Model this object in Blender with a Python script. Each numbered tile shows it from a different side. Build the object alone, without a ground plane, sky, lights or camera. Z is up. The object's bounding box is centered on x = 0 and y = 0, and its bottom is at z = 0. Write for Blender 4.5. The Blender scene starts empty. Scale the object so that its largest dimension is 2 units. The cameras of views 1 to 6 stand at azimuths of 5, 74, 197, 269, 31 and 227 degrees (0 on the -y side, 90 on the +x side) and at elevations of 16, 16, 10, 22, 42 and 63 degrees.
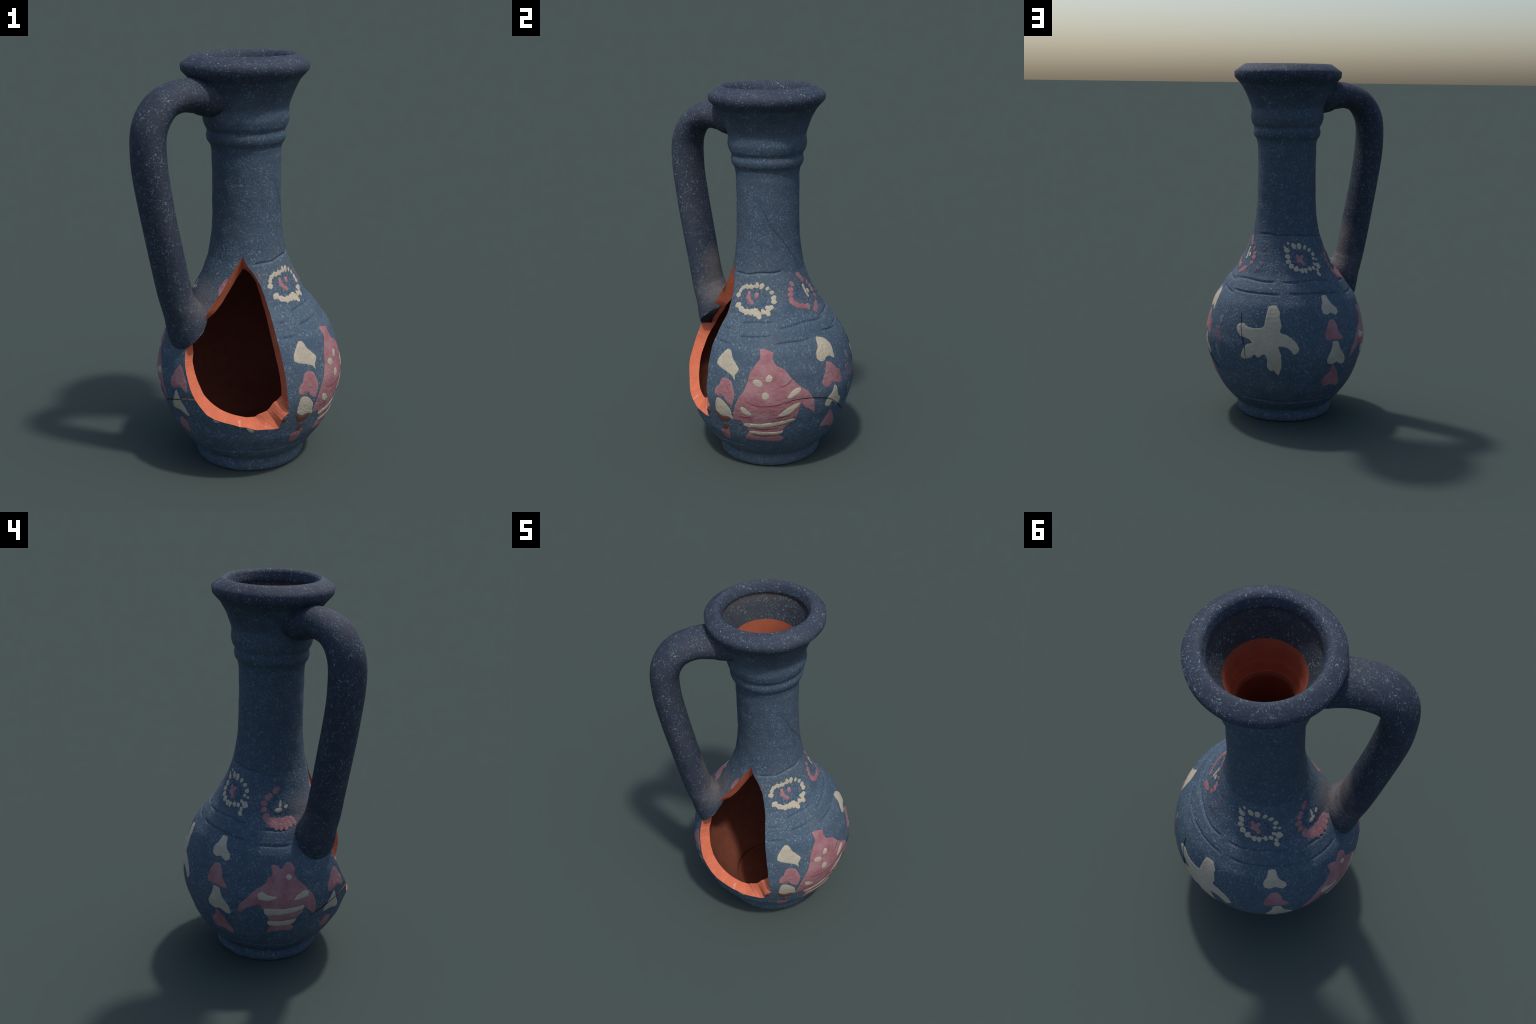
# Broken blue clay jug: lathe-turned vessel with a jagged hole in the front of the
# belly, a strap handle, and pink / cream slip motifs laid on the blue surface.
import bpy, bmesh, math, random
import numpy as np
from mathutils import Vector
from mathutils.geometry import delaunay_2d_cdt

rng = random.Random(7)
AX, AY = 0.0150, -0.0095          # axis of the lathe-turned vessel
WALL = 0.06                       # clay thickness at the belly

# ------------------------------------------------------------------ profiles
# (radius, height), foot upwards to the lip
OUTER = [(.262, 0), (.272, .006), (.276, .03), (.2735, .058), (.2745, .067), (.2975, .087), (.318, .108), (.341, .136),
         (.361, .163), (.382, .197), (.4035, .236), (.427, .304), (.4455, .36), (.4575, .42), (.4605, .455), (.4595, .485),
         (.456, .505), (.4405, .588), (.428, .625), (.411, .67), (.398, .70), (.373, .732), (.354, .76),
         (.338, .785), (.301, .826), (.281, .85), (.2665, .88), (.2485, .91), (.230, .945), (.2185, .97),
         (.203, 1.017), (.192, 1.047), (.182, 1.095), (.1757, 1.14), (.171, 1.17), (.1657, 1.245),
         (.1648, 1.35), (.1640, 1.43), (.1655, 1.51), (.1655, 1.55), (.1698, 1.578), (.173, 1.587),
         (.1845, 1.602), (.1893, 1.62), (.1898, 1.628), (.1868, 1.643), (.1848, 1.651), (.1905, 1.661),
         (.1975, 1.673), (.2035, 1.695), (.206, 1.709), (.2047, 1.72), (.2022, 1.749), (.2055, 1.768),
         (.2135, 1.79), (.228, 1.827), (.2345, 1.841), (.259, 1.885), (.2985, 1.927), (.302, 1.958),
         (.242, 2.0)]
# lip, over and down into the funnel (still glazed blue)
LIP = [(.242, 2.0), (.234, 1.999), (.224, 1.987), (.215, 1.966), (.2105, 1.950), (.2105, 1.942), (.2155, 1.936),
       (.217, 1.926), (.213, 1.918), (.161, 1.815)]
# bare clay inside: throat, neck bore, belly, floor
INNER = [(.161, 1.815), (.152, 1.775), (.145, 1.735), (.1405, 1.708), (.1375, 1.703), (.134, 1.68), (.128, 1.655),
         (.1255, 1.643), (.118, 1.640), (.114, 1.632), (.113, 1.60), (.112, 1.45), (.1125, 1.25), (.116, 1.15),
         (.122, 1.09), (.131, 1.04), (.149, .97), (.173, .91), (.203, .85), (.258, .785), (.297, .732), (.341, .67),
         (.378, .588), (.397, .505), (.4005, .455), (.3975, .42), (.386, .36), (.368, .309), (.326, .22), (.276, .15),
         (.218, .092), (.2145, .084), (.213, .066)]
FLOOR = [(.213, .066), (.2125, .062), (.208, .0605), (.10, .061), (.0008, .062)]
UNDER = [(.0008, .012), (.18, .012), (.235, .006), (.25, 0.0), (.262, 0)]


def resample(prof, step, smooth=0.0):
    p = np.array(prof, float)
    s = np.concatenate([[0], np.cumsum(np.hypot(*np.diff(p, axis=0).T))])
    n = max(2, int(round(s[-1] / step)) + 1)
    t = np.linspace(0, s[-1], n)
    q = np.stack([np.interp(t, s, p[:, 0]), np.interp(t, s, p[:, 1])], 1)
    if smooth > 0:
        w = int(3 * smooth / step) + 1
        k = np.exp(-.5 * (np.arange(-w, w + 1) * step / smooth) ** 2); k /= k.sum()
        pad = np.vstack([2 * q[0] - q[w:0:-1], q, 2 * q[-1] - q[-2:-w - 2:-1]])
        q2 = np.stack([np.convolve(pad[:, i], k, 'valid') for i in (0, 1)], 1)
        q2[0], q2[-1] = q[0], q[-1]
        q = q2
    return q

# the belly is thrown smoothly, foot / collar / lip keep their crisp turns
_i = OUTER.index((.2745, .067)); _j = OUTER.index((.1655, 1.55))
OUT_ROWS = np.vstack([resample(OUTER[:_i + 1], .003, .002)[:-1], resample(OUTER[_i:_j + 1], .003, .011)[:-1],
                      resample(OUTER[_j:], .003, .0035)])
IN_ROWS = resample(INNER, .005, .006)
_oz, _or = OUT_ROWS[:, 1], OUT_ROWS[:, 0]
_iz, _ir = IN_ROWS[::-1, 1], IN_ROWS[::-1, 0]


def wobble(az, z):
    """slow hand-thrown unevenness, az in radians"""
    return (.0009 * np.sin(3 * az + 5 * z + .4) + .0007 * np.sin(5 * az - 9 * z + 1.3)
            + .0005 * np.sin(11 * az + 23 * z) + .0004 * np.sin(2 * az + 61 * z))

# incised turning lines: (az, z) strokes in degrees / metres
GROOVES = [
    [(10.6, 1.035), (51, 1.052), (98, 1.064)], [(144.8, 1.064), (180, 1.060), (233, 1.057)],
    [(202, 1.055), (246, 1.051), (285, 1.030)],
    [(43, .815), (80, .833)], [(79, .802), (110, .811), (141, .805)], [(129, .815), (163, .821), (188, .815)],
    [(192, .816), (217, .822), (250, .814)], [(256, .794), (288, .802)], [(26, .790), (41, .781)],
    [(45, .757), (77, .774)], [(76, .733), (112, .742)], [(121, .756), (146, .743)], [(142, .753), (168, .761), (193, .754)],
    [(199, .765), (237, .754), (251, .748)], [(256, .731), (287, .734)], [(25.5, .729), (43.4, .722)],
    [(-30, .141), (0, .15), (25, .158), (60, .15)], [(150, .15), (200, .14), (260, .145), (300, .15)],
]


def carve(az_deg, z):
    """depth of the incised lines at (az, z)"""
    d = np.zeros_like(z)
    for g in GROOVES:
        g = np.array(g)
        a = (az_deg - g[0, 0] + 40) % 360 + g[0, 0] - 40
        t = np.interp(a, g[:, 0], g[:, 1])
        t = t + .0025 * np.sin(np.radians(a) * 9 + g[0, 0])
        ends = np.clip((a - g[0, 0]) / 6, 0, 1) * np.clip((g[-1, 0] - a) / 6, 0, 1)
        d = np.maximum(d, ends * np.exp(-.5 * ((z - t) / .0036) ** 2))
    return d * .0065


def surf(az_deg, z, lift=0.0, grooves=False):
    """point on the outer wall, raised by lift along the outward normal"""
    az_deg = np.asarray(az_deg, float); z = np.asarray(z, float)
    a = np.radians(az_deg)
    r = np.interp(z, _oz, _or) + wobble(a, z)
    dr = (np.interp(z + .006, _oz, _or) - np.interp(z - .006, _oz, _or)) / .012
    nl = np.sqrt(1 + dr * dr)
    l = lift - (carve(az_deg, z) if grooves else 0.0)
    r = r + l / nl
    zz = z - l * dr / nl
    return np.stack([AX + r * np.sin(a), AY - r * np.cos(a), zz], -1)


def inner_surf(az_deg, z):
    a = np.radians(np.asarray(az_deg, float)); z = np.asarray(z, float)
    r = np.interp(z, _iz, _ir) + .6 * wobble(a + 1, z * 1.3)
    return np.stack([AX + r * np.sin(a), AY - r * np.cos(a), z], -1)

# ---------------------------------------------------------------- materials
def new_mat(name):
    m = bpy.data.materials.new(name); m.use_nodes = True
    nt = m.node_tree; nt.nodes.clear()
    out = nt.nodes.new('ShaderNodeOutputMaterial'); b = nt.nodes.new('ShaderNodeBsdfPrincipled')
    nt.links.new(b.outputs[0], out.inputs[0])
    co = nt.nodes.new('ShaderNodeTexCoord')
    return m, nt, b, co.outputs['Object']


def N(nt, kind, **kw):
    n = nt.nodes.new(kind)
    for k, v in kw.items():
        if k in n.inputs.keys():
            n.inputs[k].default_value = v
        else:
            setattr(n, k, v)
    return n


def noise(nt, vec, scale, detail=3, rough=.55, dist=0.0):
    n = N(nt, 'ShaderNodeTexNoise', Scale=scale, Detail=detail, Roughness=rough, Distortion=dist)
    nt.links.new(vec, n.inputs['Vector'])
    return n.outputs['Fac']


def stretch(nt, vec, scale, rot=(0, 0, 0)):
    n = nt.nodes.new('ShaderNodeMapping')
    n.inputs['Scale'].default_value = scale; n.inputs['Rotation'].default_value = rot
    nt.links.new(vec, n.inputs['Vector'])
    return n.outputs[0]


def ramp(nt, fac, lo, hi, a=0.0, b=1.0):
    n = N(nt, 'ShaderNodeMapRange')
    n.inputs['From Min'].default_value = lo; n.inputs['From Max'].default_value = hi
    n.inputs['To Min'].default_value = a; n.inputs['To Max'].default_value = b
    nt.links.new(fac, n.inputs['Value'])
    return n.outputs[0]


def math_(nt, op, a, b):
    n = nt.nodes.new('ShaderNodeMath'); n.operation = op
    for i, x in enumerate((a, b)):
        if isinstance(x, (int, float)):
            n.inputs[i].default_value = x
        else:
            nt.links.new(x, n.inputs[i])
    return n.outputs[0]


def mix(nt, fac, a, b):
    n = nt.nodes.new('ShaderNodeMix'); n.data_type = 'RGBA'
    for sock, x in ((n.inputs[0], fac), (n.inputs[6], a), (n.inputs[7], b)):
        if isinstance(x, tuple):
            sock.default_value = x + (1,) if len(x) == 3 else x
        elif isinstance(x, (int, float)):
            sock.default_value = x
        else:
            nt.links.new(x, sock)
    return n.outputs[2]


def bump(nt, b, h, strength, dist):
    n = N(nt, 'ShaderNodeBump', Strength=strength, Distance=dist)
    nt.links.new(h, n.inputs['Height']); nt.links.new(n.outputs[0], b.inputs['Normal'])


def near(nt, vec, p, r0, r1):
    """1 within r0 of point p falling to 0 at r1"""
    n = nt.nodes.new('ShaderNodeVectorMath'); n.operation = 'DISTANCE'
    nt.links.new(vec, n.inputs[0]); n.inputs[1].default_value = p
    return ramp(nt, n.outputs['Value'], r0, r1, 1.0, 0.0)


def flecks(nt, vec, scale, lo, hi, clump_lo, clump_hi):
    """short pale flecks in several directions, gathered in clumps"""
    a = noise(nt, stretch(nt, vec, (1, 1, .55), (.5, .2, 0)), scale, 2, .55, .5)
    b = noise(nt, stretch(nt, vec, (.55, 1, 1), (0, .6, .9)), scale * 1.15, 2, .55, .5)
    f = math_(nt, 'MAXIMUM', ramp(nt, a, lo, hi), ramp(nt, b, lo, hi))
    c = ramp(nt, noise(nt, vec, scale * .17, 3, .6), clump_lo, clump_hi)
    return math_(nt, 'MULTIPLY', f, c)

DUST_SPOTS = [((-.235, -.215, .86), .04, .165), ((-.275, -.24, 1.02), .02, .11)]


def blue_glaze(name, blue, slate, fleck, f_scale, f_lo, f_hi, amount, c_lo, c_hi, dusty, top=None, t_lo=1.74, t_hi=1.90, t_var=.05):
    m, nt, b, co = new_mat(name)
    patch = ramp(nt, noise(nt, co, 5.5, 4, .6), .38, .64)
    col = mix(nt, patch, blue, slate)
    if top:                       # the darker lip slip runs down over the flare
        sep = nt.nodes.new('ShaderNodeSeparateXYZ'); nt.links.new(co, sep.inputs[0])
        edge = math_(nt, 'ADD', sep.outputs[2], ramp(nt, noise(nt, co, 9, 4, .6), .3, .7, -t_var, t_var))
        col = mix(nt, ramp(nt, edge, t_lo, t_hi), col, top)
    fine = ramp(nt, noise(nt, co, 60, 4, .65), .35, .7)
    col = mix(nt, math_(nt, 'MULTIPLY', fine, .30), col, tuple(c * .55 for c in blue))
    f = flecks(nt, co, f_scale, f_lo, f_hi, c_lo, c_hi)
    col = mix(nt, math_(nt, 'MULTIPLY', f, amount), col, fleck)
    if dusty:
        for p, r0, r1 in DUST_SPOTS:
            d = math_(nt, 'MULTIPLY', near(nt, co, p, r0, r1), ramp(nt, noise(nt, co, 26, 4), .25, .6, .55, 1.0))
            col = mix(nt, math_(nt, 'MULTIPLY', d, .8), col, (.165, .145, .14))
    nt.links.new(col, b.inputs['Base Color'])
    b.inputs['Roughness'].default_value = .72
    b.inputs['Specular IOR Level'].default_value = .22
    h = math_(nt, 'ADD', noise(nt, co, 75, 4, .65), math_(nt, 'MULTIPLY', f, .6))
    bump(nt, b, h, .55, .0055)
    return m


def slip_paint(name, col1, col2, dark, rough=.65):
    m, nt, b, co = new_mat(name)
    col = mix(nt, ramp(nt, noise(nt, co, 14, 4, .6), .35, .68), col1, col2)
    pits = ramp(nt, noise(nt, co, 120, 3, .6), .66, .76)
    col = mix(nt, math_(nt, 'MULTIPLY', pits, .5), col, dark)
    nt.links.new(col, b.inputs['Base Color'])
    b.inputs['Roughness'].default_value = rough
    b.inputs['Specular IOR Level'].default_value = .3
    bump(nt, b, noise(nt, co, 48, 5, .65), .65, .009)
    return m


def bare_clay(name, col1, col2, scratch=None):
    m, nt, b, co = new_mat(name)
    col = mix(nt, ramp(nt, noise(nt, co, 22, 5, .6), .3, .7), col1, col2)
    grit = ramp(nt, noise(nt, co, 170, 2, .5), .64, .74)
    col = mix(nt, math_(nt, 'MULTIPLY', grit, .35), col, tuple(c * .45 for c in col1))
    if scratch:
        s = ramp(nt, noise(nt, stretch(nt, co, (1, .12, .6)), 70, 1, .4), .70, .74)
        col = mix(nt, math_(nt, 'MULTIPLY', s, .35), col, scratch)
    nt.links.new(col, b.inputs['Base Color'])
    b.inputs['Roughness'].default_value = .85
    b.inputs['Specular IOR Level'].default_value = .2
    bump(nt, b, noise(nt, co, 130, 4, .6), .3, .003)
    return m


def plain(name, c, rough=.8):
    m, nt, b, co = new_mat(name)
    col = mix(nt, noise(nt, co, 40, 3), tuple(x * .8 for x in c), tuple(x * 1.2 for x in c))
    nt.links.new(col, b.inputs['Base Color'])
    b.inputs['Roughness'].default_value = rough
    b.inputs['Specular IOR Level'].default_value = .2
    return m

FLECK = (.21, .36, .40)
M_BODY = blue_glaze('blue_slip_belly', (.055, .091, .136), (.075, .105, .138), (.24, .32, .40), 120, .56, .71, .70, .33, .58, True)
M_NECK = blue_glaze('blue_slip_neck', (.054, .083, .122), (.067, .091, .124), (.19, .27, .34), 125, .565, .71, .8, .34, .60, True)
M_FLARE = blue_glaze('blue_slip_flare', (.054, .083, .122), (.066, .090, .122), FLECK, 130, .58, .72, .7, .38, .64, True, (.034, .046, .070))
M_LIP = blue_glaze('slate_slip_speckled', (.036, .046, .073), (.043, .051, .075), FLECK, 130, .595, .73, .85, .38, .58, False)
M_FUNNEL = blue_glaze('slate_slip_dusty', (.036, .042, .057), (.043, .047, .058), FLECK, 130, .595, .73, .8, .40, .60, False,
                      (.060, .058, .060), 1.88, 1.93, .012)
M_HANDLE = blue_glaze('slate_slip_handle', (.033, .043, .068), (.040, .047, .067), FLECK, 130, .595, .73, .80, .38, .60, True)
M_PINK = slip_paint('pink_slip', (.285, .116, .130), (.35, .19, .205), (.19, .06, .065))
M_CREAM = slip_paint('cream_slip', (.47, .415, .315), (.40, .355, .28), (.22, .18, .13))
M_PINK_SMEAR = slip_paint('scan_smear_pink', (.15, .095, .125), (.10, .10, .14), (.06, .08, .12))  # faded pink for texture smears of the scan
M_CREAM_SMEAR = slip_paint('scan_smear_cream', (.16, .165, .175), (.10, .125, .16), (.06, .08, .12))  # faded cream for texture smears of the scan
M_DENT_SHADE = plain('dark_blue_dent_shade', (.040, .062, .098))  # painted shade for the hollows in the rosettes
M_CUT = plain('dark_clay_core', (.020, .024, .034))
M_FRACTURE = bare_clay('terracotta_fracture', (.62, .165, .088), (.53, .135, .070), (.72, .45, .38))
M_THROAT = bare_clay('terracotta_throat', (.37, .105, .058), (.31, .085, .048))
M_INSIDE = bare_clay('shaded_clay_interior', (.19, .060, .036), (.155, .049, .030))  # same clay as the throat, darkened: shade baked into the colour
M_CRACK = plain('dark_crack', (.022, .016, .015))
M_RAWCRACK = plain('raw_clay_crack', (.30, .15, .11))
M_INCISED = plain('incised_red_line', (.21, .05, .055))
M_SEAM_LINE = plain('pale_seam_line', (.72, .36, .27))  # paints shading-seam lines on the fracture
M_CHIP = plain('chipped_clay', (.13, .05, .035))

# ------------------------------------------------------------------ objects
jug = bpy.data.objects.new('broken_clay_jug', None)
bpy.context.scene.collection.objects.link(jug)
jug['label'] = 'blue speckled clay jug with broken belly, pink motifs'
jug['category'] = 'jug'


def add_object(name, me, mat, parent=None):
    ob = bpy.data.objects.new(name, me)
    bpy.context.scene.collection.objects.link(ob)
    ob.parent = parent or jug
    me.materials.clear(); me.materials.append(mat)
    return ob


def make_mesh(name, verts, faces):
    me = bpy.data.meshes.new(name)
    me.from_pydata([tuple(v) for v in verts], [], faces)
    me.update()
    return me


def vertex_normals(me):
    n = np.zeros(len(me.vertices) * 3)
    me.vertex_normals.foreach_get('vector', n)
    return n.reshape(-1, 3)


def split_parts(verts, faces, label, adjust=None):
    """cut one smooth surface into named parts that keep the whole surface's normals"""
    whole = make_mesh('whole', verts, faces)
    nrm = vertex_normals(whole)
    bpy.data.meshes.remove(whole)
    verts = np.asarray(verts)
    if adjust is not None:
        nrm = nrm + adjust
        nrm /= np.linalg.norm(nrm, axis=1, keepdims=True)
    parts = {}
    for f, l in zip(faces, label):
        parts.setdefault(l, []).append(f)
    res = {}
    for l, fs in parts.items():
        used = sorted({i for f in fs for i in f})
        idx = {v: k for k, v in enumerate(used)}
        me = make_mesh(l, verts[used], [tuple(idx[i] for i in f) for f in fs])
        me.polygons.foreach_set('use_smooth', [True] * len(me.polygons))
        me.normals_split_custom_set_from_vertices([tuple(n) for n in nrm[used]])
        res[l] = me
    return res

# ---------------------------------------------------------- the broken hole
# matched points round the break: (az, z) on the outer face, (az, z) on the inner face
BREAK = [
    (-1.8, 1.076, -5.2, 1.001), (-7.5, 1.046, -15.1, 0.958), (-13.9, 1.011, -21.9, 0.920), (-20.7, 0.954, -28.2, 0.874),
    (-27.5, 0.898, -32.5, 0.833), (-32.8, 0.841, -36.0, 0.798), (-34.5, 0.803, -41.4, 0.768), (-34.5, 0.786, -42.6, 0.760),
    (-35.0, 0.742, -42.3, 0.709), (-38.0, 0.700, -45.7, 0.662), (-40.1, 0.662, -41.5, 0.624), (-38.5, 0.609, -39.9, 0.589),
    (-35.8, 0.553, -35.8, 0.538), (-31.8, 0.491, -30.9, 0.487), (-28.0, 0.441, -27.1, 0.444), (-25.3, 0.411, -22.9, 0.417),
    (-21.5, 0.373, -18.8, 0.397), (-16.4, 0.353, -14.8, 0.381), (-10.8, 0.342, -10.1, 0.369), (-5.8, 0.335, -5.0, 0.359),
    (-0.3, 0.322, -1.0, 0.353), (3.2, 0.320, 3.0, 0.347), (8.8, 0.303, 6.8, 0.349), (16.2, 0.301, 9.0, 0.350),
    (21.0, 0.297, 11.6, 0.365), (24.4, 0.300, 17.3, 0.380), (25.1, 0.346, 19.6, 0.398), (27.2, 0.368, 21.9, 0.423),
    (29.4, 0.382, 24.1, 0.430), (28.7, 0.418, 27.4, 0.453), (28.0, 0.478, 27.5, 0.490), (27.8, 0.547, 27.0, 0.548),
    (26.8, 0.630, 26.0, 0.615), (25.9, 0.704, 25.3, 0.685), (25.4, 0.772, 25.2, 0.753), (25.1, 0.835, 25.3, 0.821),
    (23.4, 0.893, 24.0, 0.878), (20.1, 0.949, 19.6, 0.941), (13.0, 0.999, 10.4, 0.982), (5.4, 1.031, -0.4, 1.003),
]
# where the same break slices the root of the handle
HANDLE_CUT = [(-32.8, .841), (-31.5, .807), (-30.0, .796), (-30.0, .743), (-34.0, .699), (-40.1, .660)]


def break_loops(step=.0035):
    p = np.array(BREAK); n = len(p)
    xo, xi = surf(p[:, 0], p[:, 1]), inner_surf(p[:, 2], p[:, 3])
    q = []; corner = []
    for i in range(n):
        a, b = p[i], p[(i + 1) % n]
        L = max(np.linalg.norm(xo[(i + 1) % n] - xo[i]), np.linalg.norm(xi[(i + 1) % n] - xi[i]))
        m = max(1, int(round(L / step)))
        for k in range(m):
            t = k / m
            v = a * (1 - t) + b * t
            if k:
                v = v + np.array([rng.uniform(-.06, .06), rng.uniform(-.0005, .0005),
                                  rng.uniform(-.08, .08), rng.uniform(-.0005, .0005)])
            q.append(v); corner.append(k == 0)
    return np.array(q), corner

LOOP, CORNER = break_loops()


def inside(poly, x, y):
    c = np.zeros(len(x), bool); n = len(poly)
    for i in range(n):
        x1, y1 = poly[i]; x2, y2 = poly[(i + 1) % n]
        if y1 == y2:
            continue
        hit = ((y1 > y) != (y2 > y)) & (x < (x2 - x1) * (y - y1) / (y2 - y1) + x1)
        c ^= hit
    return c


def turned_sheet(rows, ncol, point, loop, lo, hi, az_lo, az_hi, flip):
    """grid of a turned wall (rows of (r,z)) with the break loop cut cleanly out of it.
    point(az, z) gives the 3D position for heights inside the loop's band."""
    nr = len(rows)
    az = -180 + 360 * np.arange(ncol) / ncol
    verts = []; faces = []
    A, Rw = np.meshgrid(az, np.arange(nr))
    idx = np.arange(nr * ncol).reshape(nr, ncol)
    pts = point(A.ravel(), Rw.ravel())
    i0 = int(np.argmin(abs(rows[:, 1] - lo))); i1 = int(np.argmin(abs(rows[:, 1] - hi)))
    i0, i1 = min(i0, i1), max(i0, i1)
    j0 = int(np.argmin(abs(az - az_lo))); j1 = int(np.argmin(abs(az - az_hi)))
    for i in range(nr - 1):
        for j in range(ncol):
            if i0 <= i < i1 and j0 <= j < j1:
                continue
            k = (j + 1) % ncol
            f = (idx[i, j], idx[i, k], idx[i + 1, k], idx[i + 1, j])
            faces.append(f[::-1] if flip else f)
    # patch with the hole: constrained triangulation in the unrolled wall
    zr = rows[i0:i1 + 1, 1]; rr = np.arange(i0, i1 + 1)
    order = np.argsort(zr)
    row_of = lambda z: np.interp(z, zr[order], rr[order])
    step = .0035
    U = lambda a: a * math.pi / 180 * .4
    W = lambda row: row * step
    gi, gj = np.meshgrid(np.arange(i0, i1 + 1), np.arange(j0, j1 + 1), indexing='ij')
    gi, gj = gi.ravel(), gj.ravel()
    gx, gy = U(az[gj]), W(gi.astype(float))
    lx, ly = U(loop[:, 0]), W(row_of(loop[:, 1]))
    poly = np.stack([lx, ly], 1)
    keep = ~inside(poly, gx, gy)
    d = np.full(len(gx), 9.0)
    for k in range(len(lx)):
        d = np.minimum(d, np.hypot(gx - lx[k], gy - ly[k]))
    border = (gi == i0) | (gi == i1) | (gj == j0) | (gj == j1)
    keep &= (d > .0016) | border
    gi, gj, gx, gy = gi[keep], gj[keep], gx[keep], gy[keep]
    n_loop = len(loop)
    v2 = [Vector((x, y)) for x, y in zip(lx, ly)] + [Vector((x, y)) for x, y in zip(gx, gy)]
    edges = [(k, (k + 1) % n_loop) for k in range(n_loop)]
    vo, eo, fo, ov, oe, of_ = delaunay_2d_cdt(v2, edges, [], 0, 1e-7)
    base = len(pts)
    loop_rows = row_of(loop[:, 1])
    loop_pts = point(loop[:, 0], loop_rows)
    allp = np.vstack([pts, loop_pts])
    allrow = np.concatenate([Rw.ravel().astype(float), loop_rows])
    allaz = np.concatenate([A.ravel(), loop[:, 0]])
    gmap = np.concatenate([base + np.arange(n_loop), idx[gi, gj]])
    cx = np.array([sum(vo[i].x for i in f) / 3 for f in fo]); cy = np.array([sum(vo[i].y for i in f) / 3 for f in fo])
    hole = inside(poly, cx, cy)
    first = [o[0] if len(o) else -1 for o in ov]
    for f, h in zip(fo, hole):
        if h:
            continue
        g = [first[i] for i in f]
        if -1 in g:
            continue
        t = tuple(int(gmap[i]) for i in g)
        # cdt faces are counter-clockwise in (az, row)
        faces.append(t[::-1] if flip else t)
    used = sorted({i for f in faces for i in f})
    re = {v: k for k, v in enumerate(used)}
    return allp[used], [tuple(re[i] for i in f) for f in faces], allrow[used], allaz[used]


NCOL = 360
# outer wall: underside + profile + lip, one continuous surface
full = np.vstack([resample(UNDER, .012)[:-1], OUT_ROWS[:-1], resample(LIP, .003, .0022)])
n_under = len(resample(UNDER, .012)) - 1
n_out = len(OUT_ROWS)


def outer_point(az_deg, row):
    row = np.asarray(row, float)
    rr = np.interp(row, np.arange(len(full)), full[:, 0]); zz = np.interp(row, np.arange(len(full)), full[:, 1])
    a = np.radians(az_deg)
    wall = (row >= n_under + 12) & (row < n_under + n_out - 20)
    fade = np.clip((row - n_under - 4) / 20, 0, 1) * np.clip((n_under + n_out - 10 - row) / 20, 0, 1)
    r = rr + fade * wobble(a, zz)
    base = np.stack([AX + r * np.sin(a), AY - r * np.cos(a), zz], -1)
    cut = surf(az_deg, np.clip(zz, .01, 1.98), 0, True)
    m = (wall & (zz > .1) & (zz < 1.2))[..., None]
    return np.where(m, cut, base)

ov, ofc, orow_, oaz_ = turned_sheet(full, NCOL, outer_point, LOOP[:, :2], .24, 1.10, -58, 38, False)


def profile_normals(rows, sigma):
    t = np.gradient(rows, axis=0)
    t /= np.linalg.norm(t, axis=1, keepdims=True) + 1e-9
    n = np.stack([t[:, 1], -t[:, 0]], 1)
    if sigma is not None:
        out = np.zeros_like(n)
        s = np.concatenate([[0], np.cumsum(np.hypot(*np.diff(rows, axis=0).T))])
        for i in range(len(n)):
            a, b = np.searchsorted(s, s[i] - 3 * sigma[i]), np.searchsorted(s, s[i] + 3 * sigma[i])
            w = np.exp(-.5 * ((s[a:b] - s[i]) / sigma[i]) ** 2)[:, None]
            out[i] = (n[a:b] * w).sum(0)
        n = out / (np.linalg.norm(out, axis=1, keepdims=True) + 1e-9)
    return n

# worn, rounded shading over the turns of the lip and the foot
fz = full[:, 1]
sig = np.where((np.arange(len(full)) > n_under) & (fz < .16), .016, .0045)
sig = np.where((fz > 1.90) & (np.arange(len(full)) < n_under + n_out + 8), .017, sig)
dn = profile_normals(full, sig) - profile_normals(full, None)
dn[:n_under + 2] = 0
dr_ = np.interp(orow_, np.arange(len(full)), dn[:, 0]); dz_ = np.interp(orow_, np.arange(len(full)), dn[:, 1])
ar_ = np.radians(oaz_)
adj = np.stack([dr_ * np.sin(ar_), -dr_ * np.cos(ar_), dz_], 1)
lab = []
zc = [sum(ov[i][2] for i in f) / len(f) for f in ofc]
rc = [math.hypot(sum(ov[i][0] for i in f) / len(f) - AX, sum(ov[i][1] for i in f) / len(f) - AY) for f in ofc]
for z, r in zip(zc, rc):
    if z < .0675:
        lab.append('foot')
    elif z < 1.055:
        lab.append('belly')
    elif z < 1.568:
        lab.append('neck')
    elif z < 1.757 and r > .165:
        lab.append('collar')
    elif z < 1.942 and r < .24 and r < float(np.interp(z, _oz, _or)) - .012:
        lab.append('funnel')
    elif z < 1.905:
        lab.append('flare')
    else:
        lab.append('lip')
for name, me in split_parts(ov, ofc, lab, adj).items():
    add_object(name, me, {'foot': M_BODY, 'belly': M_BODY, 'neck': M_NECK, 'collar': M_NECK, 'flare': M_FLARE,
                          'funnel': M_FUNNEL, 'lip': M_LIP}[name])

# inner wall
inrows = np.vstack([IN_ROWS[:-1], resample(FLOOR, .008)])


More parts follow.
